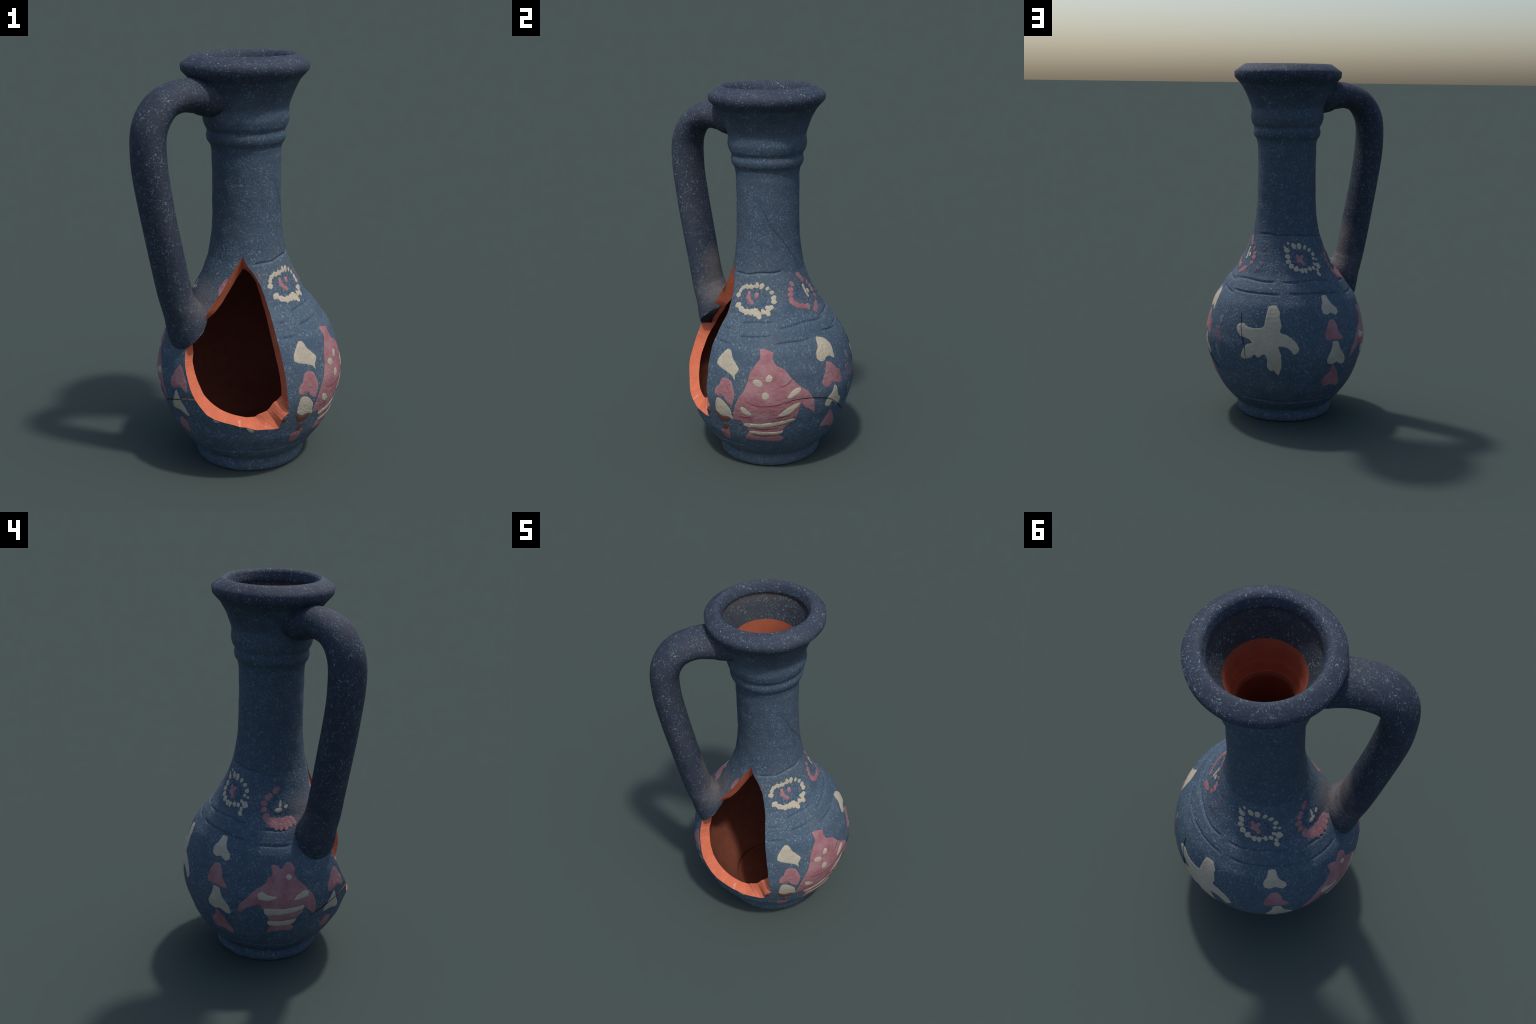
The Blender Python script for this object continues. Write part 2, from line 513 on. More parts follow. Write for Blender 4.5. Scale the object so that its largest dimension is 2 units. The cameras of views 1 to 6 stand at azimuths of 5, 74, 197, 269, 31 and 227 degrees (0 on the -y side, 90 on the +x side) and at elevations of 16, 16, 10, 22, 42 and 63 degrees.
def inner_point(az_deg, row):
    row = np.asarray(row, float)
    rr = np.interp(row, np.arange(len(inrows)), inrows[:, 0]); zz = np.interp(row, np.arange(len(inrows)), inrows[:, 1])
    a = np.radians(az_deg)
    fade = np.clip((row - 4) / 20, 0, 1) * np.clip((len(IN_ROWS) - 3 - row) / 10, 0, 1)
    r = rr + fade * .6 * wobble(a + 1, zz * 1.3)
    return np.stack([AX + r * np.sin(a), AY - r * np.cos(a), zz], -1)

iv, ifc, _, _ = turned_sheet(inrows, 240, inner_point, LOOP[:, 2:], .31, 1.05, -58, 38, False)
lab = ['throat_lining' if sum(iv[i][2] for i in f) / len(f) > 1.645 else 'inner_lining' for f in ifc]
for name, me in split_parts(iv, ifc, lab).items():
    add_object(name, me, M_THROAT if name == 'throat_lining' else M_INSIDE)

# the fracture face between both loops: rough, faceted clay
rowsN = 9
fo_, fi_ = None, None
irow = lambda z: np.interp(z, IN_ROWS[::-1, 1], np.arange(len(IN_ROWS))[::-1])
orow = lambda z: np.interp(z, OUT_ROWS[:, 1], np.arange(len(OUT_ROWS))) + n_under
Po = outer_point(LOOP[:, 0], orow(LOOP[:, 1])); Pi = inner_point(LOOP[:, 2], irow(LOOP[:, 3]))
fv = []
for k in range(rowsN):
    t = k / (rowsN - 1)
    row = Po * (1 - t) + Pi * t
    if 0 < k < rowsN - 1:
        row = row + np.array([[rng.gauss(0, .0003) for _ in range(3)] for _ in range(len(row))])
    fv.append(row)
fv = np.vstack(fv); nL = len(LOOP)
ff = []
for k in range(rowsN - 1):
    for j in range(nL):
        m = (j + 1) % nL
        ff.append((k * nL + j, (k + 1) * nL + j, (k + 1) * nL + m, k * nL + m))
me = make_mesh('broken_edge', fv, ff)
me.polygons.foreach_set('use_smooth', [True] * len(me.polygons))
me.set_sharp_from_angle(angle=math.radians(24))
broken = add_object('broken_edge', me, M_FRACTURE)

# added pale strips, shading seams painted along the break's corners
corner_ids = [k for k, c in enumerate(CORNER) if c]
sv, sf = [], []
mid = (Po.mean(0) + Pi.mean(0)) / 2
for b in (11, 12, 15, 16, 18, 20, 22, 24, 28):
    k = corner_ids[b]
    t = Po[(k + 1) % nL] - Po[k - 1]; t /= np.linalg.norm(t)
    n = np.cross(t, Pi[k] - Po[k]); n /= np.linalg.norm(n)
    n = n if n @ (mid - Po[k]) > 0 else -n
    for u in np.linspace(.02, .98, 7):
        p = Po[k] * (1 - u) + Pi[k] * u
        w = .0011 * (1 - .5 * u) * rng.uniform(.7, 1.2)
        sv += [p - t * w + n * .0002, p + n * .0016, p + t * w + n * .0002]
    o = len(sv) - 21
    for r_ in range(6):
        a = o + r_ * 3
        sf += [(a, a + 1, a + 4, a + 3), (a + 1, a + 2, a + 5, a + 4)]
seam_strip = add_object('fracture_seam_line', make_mesh('fracture_seam_line', sv, sf), M_SEAM_LINE, broken)
seam_strip['kind'] = 'stuff'

# ------------------------------------------------------------------- handle
# spine in the upright plane through the axis: (reach, height, half depth, half width)
H_AZ = math.radians(-50.3)
SPINE = [(.185, 1.820, .094, .112), (.235, 1.822, .089, .108), (.2764, 1.828, .080, .105), (.3651, 1.8281, .0725, .1005),
         (.4559, 1.7915, .072, .100), (.5163, 1.6958, .074, .1025), (.5239, 1.5533, .075, .104), (.5019, 1.3781, .0745, .103),
         (.4659, 1.1752, .0747, .1035), (.4174, .927, .0752, .104), (.395, .855, .081, .107), (.364, .785, .093, .115),
         (.351, .71, .090, .119), (.336, .63, .076, .117), (.30, .52, .077, .115)]


def catmull(cp, m):
    cp = np.array(cp, float)
    cp = np.vstack([2 * cp[0] - cp[1], cp, 2 * cp[-1] - cp[-2]])
    out = []
    for i in range(1, len(cp) - 2):
        a, b, c, d = cp[i - 1:i + 3]
        for k in range(m):
            t = k / m
            out.append(.5 * (2 * b + (c - a) * t + (2 * a - 5 * b + 4 * c - d) * t ** 2 + (-a + 3 * b - 3 * c + d) * t ** 3))
    out.append(cp[-2])
    return np.array(out)

sp = catmull(SPINE, 14)
hd = np.array([math.sin(H_AZ), -math.cos(H_AZ), 0]); sd = np.array([-hd[1], hd[0], 0]); up = np.array([0, 0, 1.0])
NS = 72
hv, hf = [], []
tang = np.gradient(sp[:, :2], axis=0); tang /= np.linalg.norm(tang, axis=1, keepdims=True)
for i, (rho, z, rad, wide) in enumerate(sp):
    nrm2 = np.array([tang[i, 1], -tang[i, 0]])
    c = np.array([AX, AY, 0]) + hd * rho + up * z + sd * .0012
    nv = hd * nrm2[0] + up * nrm2[1]
    for j in range(NS):
        a = 2 * math.pi * j / NS
        w = 1 + .008 * math.sin(3 * a + i * .09) + .007 * math.sin(i * .21 + 2 * a)
        hv.append(c + nv * rad * w * math.cos(a) + sd * wide * w * math.sin(a))
for i in range(len(sp) - 1):
    for j in range(NS):
        k = (j + 1) % NS
        hf.append((i * NS + j, i * NS + k, (i + 1) * NS + k, (i + 1) * NS + j))
hf.append(tuple(range(NS))[::-1]); hf.append(tuple((len(sp) - 1) * NS + j for j in range(NS)))
hme = make_mesh('handle', hv, hf)
bm = bmesh.new(); bm.from_mesh(hme); bmesh.ops.recalc_face_normals(bm, faces=bm.faces); bm.to_mesh(hme); bm.free()
handle = add_object('handle', hme, M_HANDLE)
hme.materials.append(M_CUT)


def lathe_solid(prof, n=96):
    v, f = [], []
    for r, z in prof:
        for j in range(n):
            a = 2 * math.pi * j / n
            v.append((AX + r * math.sin(a), AY - r * math.cos(a), z))
    for i in range(len(prof) - 1):
        for j in range(n):
            k = (j + 1) % n
            f.append((i * n + j, i * n + k, (i + 1) * n + k, (i + 1) * n + j))
    f.append(tuple(range(n))[::-1]); f.append(tuple((len(prof) - 1) * n + j for j in range(n)))
    return make_mesh('core', v, f)

core_prof = [(r - .05, z) for r, z in resample(OUTER, .02) if .1 < z < 1.97]
helpers = []
core = bpy.data.objects.new('helper_core', lathe_solid(core_prof)); helpers.append(core)
# the break also slices through the foot of the handle, along one straight sight line
cut_dir = np.array([.62, -4.07, 1.57]); cut_dir /= np.linalg.norm(cut_dir)
cut_line = np.array(BREAK)[:, :2].copy()
cut_line[5:11] = HANDLE_CUT
bo = surf(cut_line[:, 0], cut_line[:, 1])
nb = len(bo)
cv = np.vstack([bo - cut_dir * .25, bo + cut_dir * .5])
cf = [(j, (j + 1) % nb, nb + (j + 1) % nb, nb + j) for j in range(nb)] + [tuple(range(nb))[::-1], tuple(nb + j for j in range(nb))]
cme = make_mesh('slice', cv, cf)
bm = bmesh.new(); bm.from_mesh(cme)
bmesh.ops.triangulate(bm, faces=[f for f in bm.faces if len(f.verts) > 4])
bmesh.ops.recalc_face_normals(bm, faces=bm.faces); bm.to_mesh(cme); bm.free()
slicer = bpy.data.objects.new('helper_slice', cme); helpers.append(slicer)
for h in helpers:
    h.data.materials.append(M_HANDLE); h.data.materials.append(M_CUT)
    h.data.polygons.foreach_set('material_index', [1] * len(h.data.polygons))
    bpy.context.scene.collection.objects.link(h)
    md = handle.modifiers.new('trim', 'BOOLEAN'); md.operation = 'DIFFERENCE'; md.solver = 'EXACT'; md.object = h
dg = bpy.context.evaluated_depsgraph_get()
new = bpy.data.meshes.new_from_object(handle.evaluated_get(dg))
handle.modifiers.clear(); handle.data = new; new.name = 'handle'
for h in helpers:
    bpy.data.objects.remove(h)
new.polygons.foreach_set('use_smooth', [True] * len(new.polygons))
new.set_sharp_from_angle(angle=math.radians(38))

# ------------------------------------------------------- slip motifs on the wall
def smooth_loop(pts, sub=4, jitter=.0):
    p = np.array(pts, float); n = len(p)
    p[:, 0] = np.degrees(np.unwrap(np.radians(p[:, 0])))
    out = []
    for i in range(n):
        a, b, c, d = p[i - 1], p[i], p[(i + 1) % n], p[(i + 2) % n]
        for k in range(sub):
            t = k / sub
            # slack spline: keeps corners fairly tight
            m1, m2 = (c - a) * .32, (d - b) * .32
            v = (2 * t ** 3 - 3 * t ** 2 + 1) * b + (t ** 3 - 2 * t ** 2 + t) * m1 + (-2 * t ** 3 + 3 * t ** 2) * c + (t ** 3 - t ** 2) * m2
            out.append(v + np.array([rng.gauss(0, jitter) * 140, rng.gauss(0, jitter)]))
    return np.array(out)


def layer(name, loop, mat, lift=.0015, parent=None, grid=.007, soft=.0007):
    """a thin raised layer of slip with the given outline in (az, z), bedded in the wall"""
    loop = np.array(loop, float)
    a0, z0 = loop[:, 0].mean(), loop[:, 1].mean()
    R = float(np.interp(z0, _oz, _or)) * math.pi / 180
    x, y = (loop[:, 0] - a0) * R, loop[:, 1] - z0
    if np.sum(x * np.roll(y, -1) - np.roll(x, -1) * y) < 0:
        loop = loop[::-1]; x, y = x[::-1], y[::-1]
    poly = np.stack([x, y], 1); n = len(poly)
    gx, gy = np.meshgrid(np.arange(x.min(), x.max(), grid) + grid * .4, np.arange(y.min(), y.max(), grid) + grid * .4)
    gx, gy = gx.ravel(), gy.ravel()
    ok = inside(poly, gx, gy)
    gx, gy = gx[ok], gy[ok]
    if len(gx):
        d = np.min(np.hypot(gx[:, None] - x[None], gy[:, None] - y[None]), axis=1)
        gx, gy = gx[d > grid * .45], gy[d > grid * .45]
    v2 = [Vector(p) for p in poly] + [Vector(p) for p in zip(gx, gy)]
    vo, eo, fo, ov2, _, _ = delaunay_2d_cdt(v2, [], [tuple(range(n))], 1, 1e-6)
    az = np.array([v.x for v in vo]) / R + a0; zz = np.array([v.y for v in vo]) + z0
    bound = np.zeros(len(vo), bool)
    cnt = {}
    for f in fo:
        for i in range(len(f)):
            e = (f[i], f[(i + 1) % len(f)])
            cnt[tuple(sorted(e))] = cnt.get(tuple(sorted(e)), []) + [e]
    rim = [c[0] for c in cnt.values() if len(c) == 1]
    for e in rim:
        bound[list(e)] = True
    lump = np.sin(az * 3.1 + zz * 260) * np.sin(zz * 330 - az * 2.3) + .6 * np.sin(az * 7.3 + zz * 610)
    h = np.where(bound, lift - soft, lift + .00022 * (1 + lump))
    top = surf(az, zz, h)
    low = surf(az, zz, -.002)
    bidx = {int(i): len(vo) + k for k, i in enumerate(np.where(bound)[0])}
    verts = np.vstack([top, low[bound]])
    faces = [tuple(f) for f in fo] + [(a, bidx[a], bidx[b], b) for a, b in rim]
    me = make_mesh(name, verts, faces)
    me.polygons.foreach_set('use_smooth', [True] * len(me.polygons))
    me.set_sharp_from_angle(angle=math.radians(50))
    return add_object(name, me, mat, parent)


def stroke(pts, w, taper=.75, lumps=.12):
    """outline of a brush stroke of half-width w (m) along (az, z) points"""
    span = math.hypot((pts[-1][0] - pts[0][0]) * .005, pts[-1][1] - pts[0][1])
    sub = max(3, int(span / (len(pts) - 1) / .0065))
    c = catmull([(a, z, 0) for a, z in pts], sub)[:, :2]
    R = float(np.interp(c[:, 1].mean(), _oz, _or)) * math.pi / 180
    q = np.stack([c[:, 0] * R, c[:, 1]], 1)
    t = np.gradient(q, axis=0); t /= np.linalg.norm(t, axis=1, keepdims=True)
    nn = np.stack([-t[:, 1], t[:, 0]], 1)
    m = len(q); s = np.linspace(-1, 1, m)
    wid = w * (1 - (1 - taper) * s ** 2)
    l = q + nn * (wid * np.array([1 + rng.uniform(-lumps, lumps) for _ in s]))[:, None]
    r = q - nn * (wid * np.array([1 + rng.uniform(-lumps, lumps) for _ in s]))[:, None]
    e0 = [q[0] - t[0] * w * .6 * taper]; e1 = [q[-1] + t[-1] * w * .6 * taper]
    loop = np.vstack([l, e1, r[::-1], e0])
    return np.stack([loop[:, 0] / R, loop[:, 1]], 1)


def dab(az, z, rx, rz, turn=0.0, n=11):
    R = float(np.interp(z, _oz, _or)) * math.pi / 180
    out = []
    for k in range(n):
        a = 2 * math.pi * k / n
        s = 1 + rng.uniform(-.16, .16)
        x, y = rx * s * math.cos(a), rz * s * math.sin(a)
        out.append((az + (x * math.cos(turn) - y * math.sin(turn)) / R, z + x * math.sin(turn) + y * math.cos(turn)))
    return out


def motif(name, pts, mat, lift=.0013, parent=None, jitter=.00045, sub=5):
    return layer(name, smooth_loop(pts, sub, jitter), mat, lift, parent)

# --- fish facing the sunny side
fish = motif('fish_motif', [(66.5, 0.717), (71.2, 0.715), (76.6, 0.702), (75.9, 0.680), (78.0, 0.645), (84.0, 0.620),
    (87.5, 0.582), (93.7, 0.531), (99.1, 0.498), (103.2, 0.442), (103.8, 0.373), (96.9, 0.411), (93.9, 0.439), (92.1,
    0.383), (90.8, 0.344), (86.5, 0.321), (82.8, 0.286), (80.1, 0.255), (83.8, 0.225), (79.8, 0.205), (66.6, 0.212),
    (54.7, 0.214), (57.3, 0.254), (58.9, 0.278), (55.3, 0.312), (52.9, 0.336), (47.9, 0.334), (50.2, 0.410), (53.3,
    0.470), (56.5, 0.507), (59.5, 0.568), (60.3, 0.604), (63.9, 0.645), (67.2, 0.680)], M_PINK)
motif('fish_spot', [(62.8, 0.566), (64.5, 0.576), (67.5, 0.570), (69.0, 0.555), (68.2, 0.542), (65.6, 0.541), (63.2,
    0.553)], M_CREAM, .0029, fish)
motif('fish_spot', [(71.5, 0.588), (73.5, 0.601), (75.5, 0.588), (74.8, 0.568), (72.2, 0.565), (70.9, 0.573)],
    M_CREAM, .0029, fish)
motif('fish_spot', [(68.6, 0.493), (69.5, 0.509), (71.5, 0.512), (73.1, 0.498), (72.8, 0.480), (70.8, 0.472), (69.0,
    0.479)], M_CREAM, .0029, fish)
motif('fish_fin', [(84.7, 0.481), (87.2, 0.505), (90.7, 0.524), (93.8, 0.523), (93.7, 0.506), (90.4, 0.489), (87.0,
    0.476)], M_CREAM, .0029, fish)
motif('fish_fin', [(54.3, 0.412), (55.2, 0.424), (57.5, 0.420), (60.1, 0.399), (61.8, 0.381), (59.2, 0.376), (55.8,
    0.388)], M_CREAM, .0029, fish)
motif('fish_fin', [(78.6, 0.375), (81.2, 0.396), (85.1, 0.424), (89.7, 0.442), (93.5, 0.445), (92.1, 0.428), (89.2,
    0.407), (85.3, 0.380), (81.3, 0.374)], M_CREAM, .0029, fish)
motif('fish_stripe', [(55.2, 0.313), (57.0, 0.324), (67.7, 0.327), (78.7, 0.342), (88.5, 0.356), (90.5, 0.345), (86.4,
    0.333), (78.8, 0.318), (68.9, 0.305), (60.3, 0.301), (56.2, 0.304)], M_CREAM, .0029, fish)
motif('fish_stripe', [(58.3, 0.269), (60.7, 0.276), (70.2, 0.272), (78.9, 0.275), (82.7, 0.279), (81.9, 0.264), (77.5,
    0.257), (68.6, 0.253), (60.4, 0.257)], M_CREAM, .0029, fish)
for pts in ([(80.0, 0.535), (84.7, 0.546), (88.6, 0.571)], [(57.7, 0.457), (64.3, 0.438), (70.8, 0.435), (78.5,
    0.442), (85.7, 0.463)], [(52.7, 0.366), (56.9, 0.362), (62.5, 0.369)],
            [(59.5, 0.295), (70.3, 0.291), (79.5, 0.303)], [(59.5, 0.247), (70.1, 0.246), (78.3, 0.252)], [(77.3, 0.366), (82.6, 0.370), (88.0, 0.380)]):
    layer('incised_line', stroke(pts, .0034, .3), M_INCISED, .0025, fish)

# --- fish on the handle side
fish = motif('fish_motif', [(-89.3, 0.642), (-87.8, 0.653), (-85.1, 0.647), (-82.9, 0.631), (-81.2, 0.636), (-78.8,
    0.660), (-75.9, 0.661), (-73.3, 0.635), (-74.0, 0.604), (-72.2, 0.578), (-68.4, 0.548), (-64.6, 0.513), (-61.2,
    0.481), (-58.7, 0.433), (-57.9, 0.384), (-59.1, 0.355), (-61.6, 0.378), (-67.2, 0.416), (-67.9, 0.391), (-70.9,
    0.364), (-72.8, 0.344), (-74.4, 0.310), (-72.9, 0.296), (-74.2, 0.268), (-81.5, 0.276), (-90.9, 0.267), (-89.9,
    0.303), (-89.3, 0.340), (-91.0, 0.369), (-93.2, 0.411), (-94.7, 0.430), (-96.8, 0.451), (-101.4, 0.435), (-105.1,
    0.421), (-108.5, 0.392), (-110.7, 0.401), (-109.4, 0.434), (-103.6, 0.489), (-98.6, 0.531), (-95.6, 0.545),
    (-92.0, 0.571), (-91.5, 0.588), (-88.4, 0.607)], M_PINK)
motif('fish_spot', [(-79.5, 0.594), (-78.5, 0.604), (-76.7, 0.603), (-75.6, 0.592), (-76.4, 0.579), (-78.3, 0.579)],
    M_CREAM, .0029, fish)
motif('fish_fin', [(-97.7, 0.506), (-94.4, 0.519), (-91.3, 0.503), (-85.7, 0.494), (-86.7, 0.483), (-91.3, 0.474),
    (-96.4, 0.481)], M_CREAM, .0029, fish)
motif('fish_fin', [(-74.7, 0.471), (-72.0, 0.494), (-67.5, 0.512), (-64.6, 0.505), (-64.8, 0.483), (-69.3, 0.473),
    (-73.7, 0.469)], M_CREAM, .0029, fish)
motif('fish_stripe', [(-93.4, 0.421), (-92.2, 0.428), (-82.9, 0.422), (-75.6, 0.424), (-67.9, 0.430), (-67.7, 0.412),
    (-75.2, 0.394), (-82.7, 0.388), (-91.0, 0.385), (-93.1, 0.400)], M_CREAM, .0029, fish)
motif('fish_stripe', [(-91.1, 0.340), (-89.9, 0.348), (-82.2, 0.341), (-72.3, 0.349), (-73.0, 0.326), (-76.2, 0.313),
    (-84.2, 0.312), (-90.3, 0.321)], M_CREAM, .0029, fish)

# --- pale flying bird at the back
bird = motif('bird_motif', [(-176.4, 0.699), (-170.7, 0.706), (-167.2, 0.673), (-167.3, 0.648), (-165.9, 0.607),
    (-166.7, 0.571), (-162.2, 0.558), (-156.5, 0.525), (-153.4, 0.481), (-156.5, 0.452), (-158.8, 0.469), (-162.1,
    0.491), (-167.6, 0.494), (-165.9, 0.450), (-165.6, 0.383), (-167.6, 0.328), (-171.0, 0.356), (-173.4, 0.352),
    (-175.6, 0.378), (-175.4, 0.422), (-177.3, 0.449), (178.3, 0.427), (175.4, 0.441), (172.8, 0.422), (167.6, 0.407),
    (164.8, 0.421), (166.6, 0.461), (169.0, 0.491), (173.3, 0.505), (171.2, 0.520), (167.2, 0.529), (163.7, 0.532),
    (160.2, 0.565), (160.7, 0.592), (165.1, 0.604), (169.0, 0.588), (174.2, 0.584), (-179.1, 0.593), (-177.9, 0.636)],
    M_CREAM)

# --- columns of bell-shaped petals, cream and pink in turn
motif('bell_petal', [(41.3, 0.702), (44.5, 0.695), (47.1, 0.661), (52.5, 0.617), (50.1, 0.584), (50.2, 0.560), (47.8,
    0.581), (42.3, 0.600), (38.8, 0.609), (34.9, 0.623), (35.1, 0.648), (38.2, 0.679)], M_CREAM)
motif('bell_petal', [(44.0, 0.563), (47.8, 0.550), (50.3, 0.504), (50.6, 0.480), (48.7, 0.425), (44.4, 0.441), (42.4,
    0.467), (39.3, 0.457), (35.3, 0.470), (36.1, 0.500), (38.8, 0.522), (40.6, 0.557)], M_PINK)
motif('bell_petal', [(39.3, 0.451), (43.2, 0.435), (47.1, 0.394), (47.4, 0.356), (49.1, 0.332), (44.1, 0.346), (39.6,
    0.344), (35.2, 0.369), (35.6, 0.413), (37.0, 0.445)], M_CREAM)
motif('bell_petal', [(38.3, 0.252), (41.9, 0.283), (42.2, 0.231), (39.8, 0.187), (34.4, 0.193), (34.1, 0.241)], M_PINK)
motif('bell_petal', [(114.5, 0.741), (122.0, 0.724), (125.8, 0.690), (125.9, 0.644), (125.1, 0.621), (121.1, 0.639),
    (117.7, 0.640), (115.4, 0.628), (112.2, 0.626), (109.3, 0.643), (109.6, 0.674), (112.6, 0.701)], M_CREAM)
motif('bell_petal', [(116.6, 0.618), (121.0, 0.605), (125.0, 0.570), (128.4, 0.552), (128.5, 0.486), (124.4, 0.492),
    (120.5, 0.507), (116.2, 0.495), (112.5, 0.495), (110.1, 0.517), (111.3, 0.540), (114.2, 0.577)], M_PINK)
motif('bell_petal', [(120.8, 0.489), (123.3, 0.469), (124.6, 0.427), (128.5, 0.391), (126.0, 0.364), (119.3, 0.399),
    (116.8, 0.376), (112.6, 0.392), (114.0, 0.428), (118.2, 0.455)], M_CREAM)
motif('bell_petal', [(118.4, 0.353), (123.4, 0.315), (128.7, 0.251), (130.8, 0.200), (121.4, 0.241), (112.6, 0.255),
    (115.0, 0.292), (117.3, 0.328)], M_PINK)
motif('bell_petal', [(-130.3, 0.745), (-125.6, 0.744), (-123.7, 0.706), (-119.4, 0.676), (-119.1, 0.654), (-122.0,
    0.642), (-126.3, 0.658), (-129.7, 0.650), (-133.1, 0.659), (-134.1, 0.689), (-131.6, 0.716)], M_CREAM)
motif('bell_petal', [(-129.5, 0.620), (-125.4, 0.621), (-122.6, 0.585), (-122.3, 0.558), (-118.8, 0.526), (-119.2,
    0.507), (-126.9, 0.514), (-132.5, 0.517), (-133.8, 0.539), (-132.4, 0.577)], M_PINK)
motif('bell_petal', [(-127.8, 0.504), (-123.4, 0.501), (-121.6, 0.457), (-116.7, 0.411), (-115.6, 0.370), (-118.9,
    0.362), (-123.7, 0.383), (-127.2, 0.373), (-131.7, 0.384), (-132.4, 0.414), (-129.4, 0.458)], M_CREAM)
motif('bell_petal', [(-127.1, 0.368), (-124.3, 0.354), (-118.0, 0.281), (-116.2, 0.252), (-116.7, 0.223), (-125.1,
    0.246), (-129.6, 0.238), (-134.0, 0.263), (-132.6, 0.298), (-128.6, 0.329)], M_PINK)
motif('bell_petal', [(-41.9, 0.584), (-39.1, 0.562), (-35.4, 0.515), (-34.1, 0.470), (-35.6, 0.463), (-38.4, 0.477),
    (-41.3, 0.480), (-44.4, 0.466), (-48.8, 0.466), (-49.1, 0.498), (-46.0, 0.550)], M_PINK)
motif('bell_petal', [(-43.6, 0.459), (-41.7, 0.434), (-40.2, 0.408), (-37.1, 0.370), (-35.1, 0.337), (-38.1, 0.334),
    (-42.6, 0.350), (-50.2, 0.345), (-49.7, 0.375), (-46.4, 0.421)], M_CREAM)
motif('bell_petal', [(-45.7, 0.306), (-41.2, 0.295), (-39.4, 0.271), (-40.0, 0.228), (-45.0, 0.223), (-48.9, 0.242),
    (-48.7, 0.272)], M_PINK)
motif('bell_petal', [(138.3, 0.554), (143.2, 0.549), (146.1, 0.508), (146.5, 0.458), (141.2, 0.481), (136.8, 0.491),
    (136.9, 0.529)], M_PINK_SMEAR, .0012)  # doubled petal from the distorted scan seam
motif('petal_fragment', [(139.9, 0.612), (144.0, 0.618), (145.1, 0.584), (142.4, 0.570)], M_CREAM_SMEAR, .0016)  # pale smear of the scan seam, no real petal
motif('petal_fragment', [(139.0, 0.448), (143.3, 0.437), (143.2, 0.398), (144.7, 0.357), (140.3, 0.383), (138.3,
    0.418)], M_CREAM_SMEAR, .0016)  # another scan-seam smear copied as a patch
motif('petal_fragment', [(3.4, 0.318), (6.8, 0.304), (8.1, 0.294), (6.3, 0.287), (4.0, 0.302)], M_CREAM)
motif('petal_fragment', [(-17.6, 0.349), (-14.0, 0.343), (-13.6, 0.337), (-16.3, 0.336)], M_CREAM)
motif('petal_fragment', [(-22.8, 0.971), (-19.9, 0.966), (-25.8, 0.902), (-27.6, 0.894), (-29.7, 0.924), (-26.4,
    0.955)], M_PINK)
motif('petal_fragment', [(17.9, 0.998), (20.5, 0.996), (22.5, 0.977), (20.1, 0.981)], M_PINK)
motif('chipped_patch', [(34.1, 0.366), (39.1, 0.340), (44.2, 0.344), (45.6, 0.327), (41.4, 0.314), (38.2, 0.312),
    (35.6, 0.334)], M_CHIP, .0015)
motif('chipped_patch', [(37.9, 0.263), (39.4, 0.294), (42.2, 0.294), (42.1, 0.277), (40.3, 0.252)], M_CHIP, .0022)
motif('chipped_patch', [(25.4, 0.347), (27.4, 0.354), (29.1, 0.344), (28.0, 0.335), (26.5, 0.329)], M_CHIP, .0015)


# --- rosettes round the shoulder
def dabs(parent, centres, size, mat, mid):
    for az, z in centres:
        R = float(np.interp(z, _oz, _or)) * math.pi / 180
        turn = math.atan2(z - mid[1], (az - mid[0]) * R)
        s = size * rng.uniform(.82, 1.15)
        layer('paint_dab', dab(az, z, s * 1.15, s * .85, turn), mat, .0017, parent, .006)

def along(pts, n):
    c = catmull([(a, z, 0) for a, z in pts], 12)
    return [tuple(c[int(round(k * (len(c) - 1) / (n - 1)))][:2]) for k in range(n)]


def dent_shades(parent, mid, rx, rz, n):
    # ring of raised dark dabs painting the shade of small hollows round the heart
    for k in range(n):
        a = 2 * math.pi * (k + rng.uniform(-.25, .25)) / n
        az, z = mid[0] + rx * math.cos(a), mid[1] + rz * math.sin(a)
        layer('dent_shade_dab', dab(az, z, .0062, .0038, a + rng.uniform(-.3, .3)), M_DENT_SHADE, .0009, parent, .006)

ros = layer('rosette', stroke([(47.1, 0.963), (47.5, 0.936), (51.5, 0.915), (54.3, 0.912)], .0105, .75, .25), M_PINK,
    .0017)
layer('paint_dab', dab(57.7, .950, .011, .014, -.5), M_PINK, .0017, ros)
layer('paint_stroke', stroke([(31.8, 0.938), (33.5, 0.964), (39.3, 0.984), (47.3, 0.986), (57.0, 0.996)], .008, .7,
    .3), M_CREAM, .0017, ros)
layer('paint_stroke', stroke([(35.9, 0.894), (41.4, 0.878), (48.2, 0.869), (54.1, 0.870), (58.7, 0.872), (62.7,
    0.860)], .011, .6, .3), M_CREAM, .0017, ros)
dabs(ros, [(63.9, 0.993), (71.8, 0.983), (77.7, 0.963), (79.7, 0.938), (80.0, 0.920), (76.2, 0.896), (72.4, 0.891),
    (67.4, 0.876), (72.4, 0.868)], .0125, M_CREAM, (57, .93))
dabs(ros, along([(31.8, 0.938), (33.5, 0.964), (39.3, 0.984), (47.3, 0.986), (57.0, 0.996)], 6), .0125, M_CREAM, (57,
    .93))
dabs(ros, along([(35.9, 0.894), (41.4, 0.878), (48.2, 0.869), (54.1, 0.870), (58.7, 0.872), (62.7, 0.860)], 6), .0165,
    M_CREAM, (57, .93))
dent_shades(ros, (56, .930), 14.5, .036, 15)

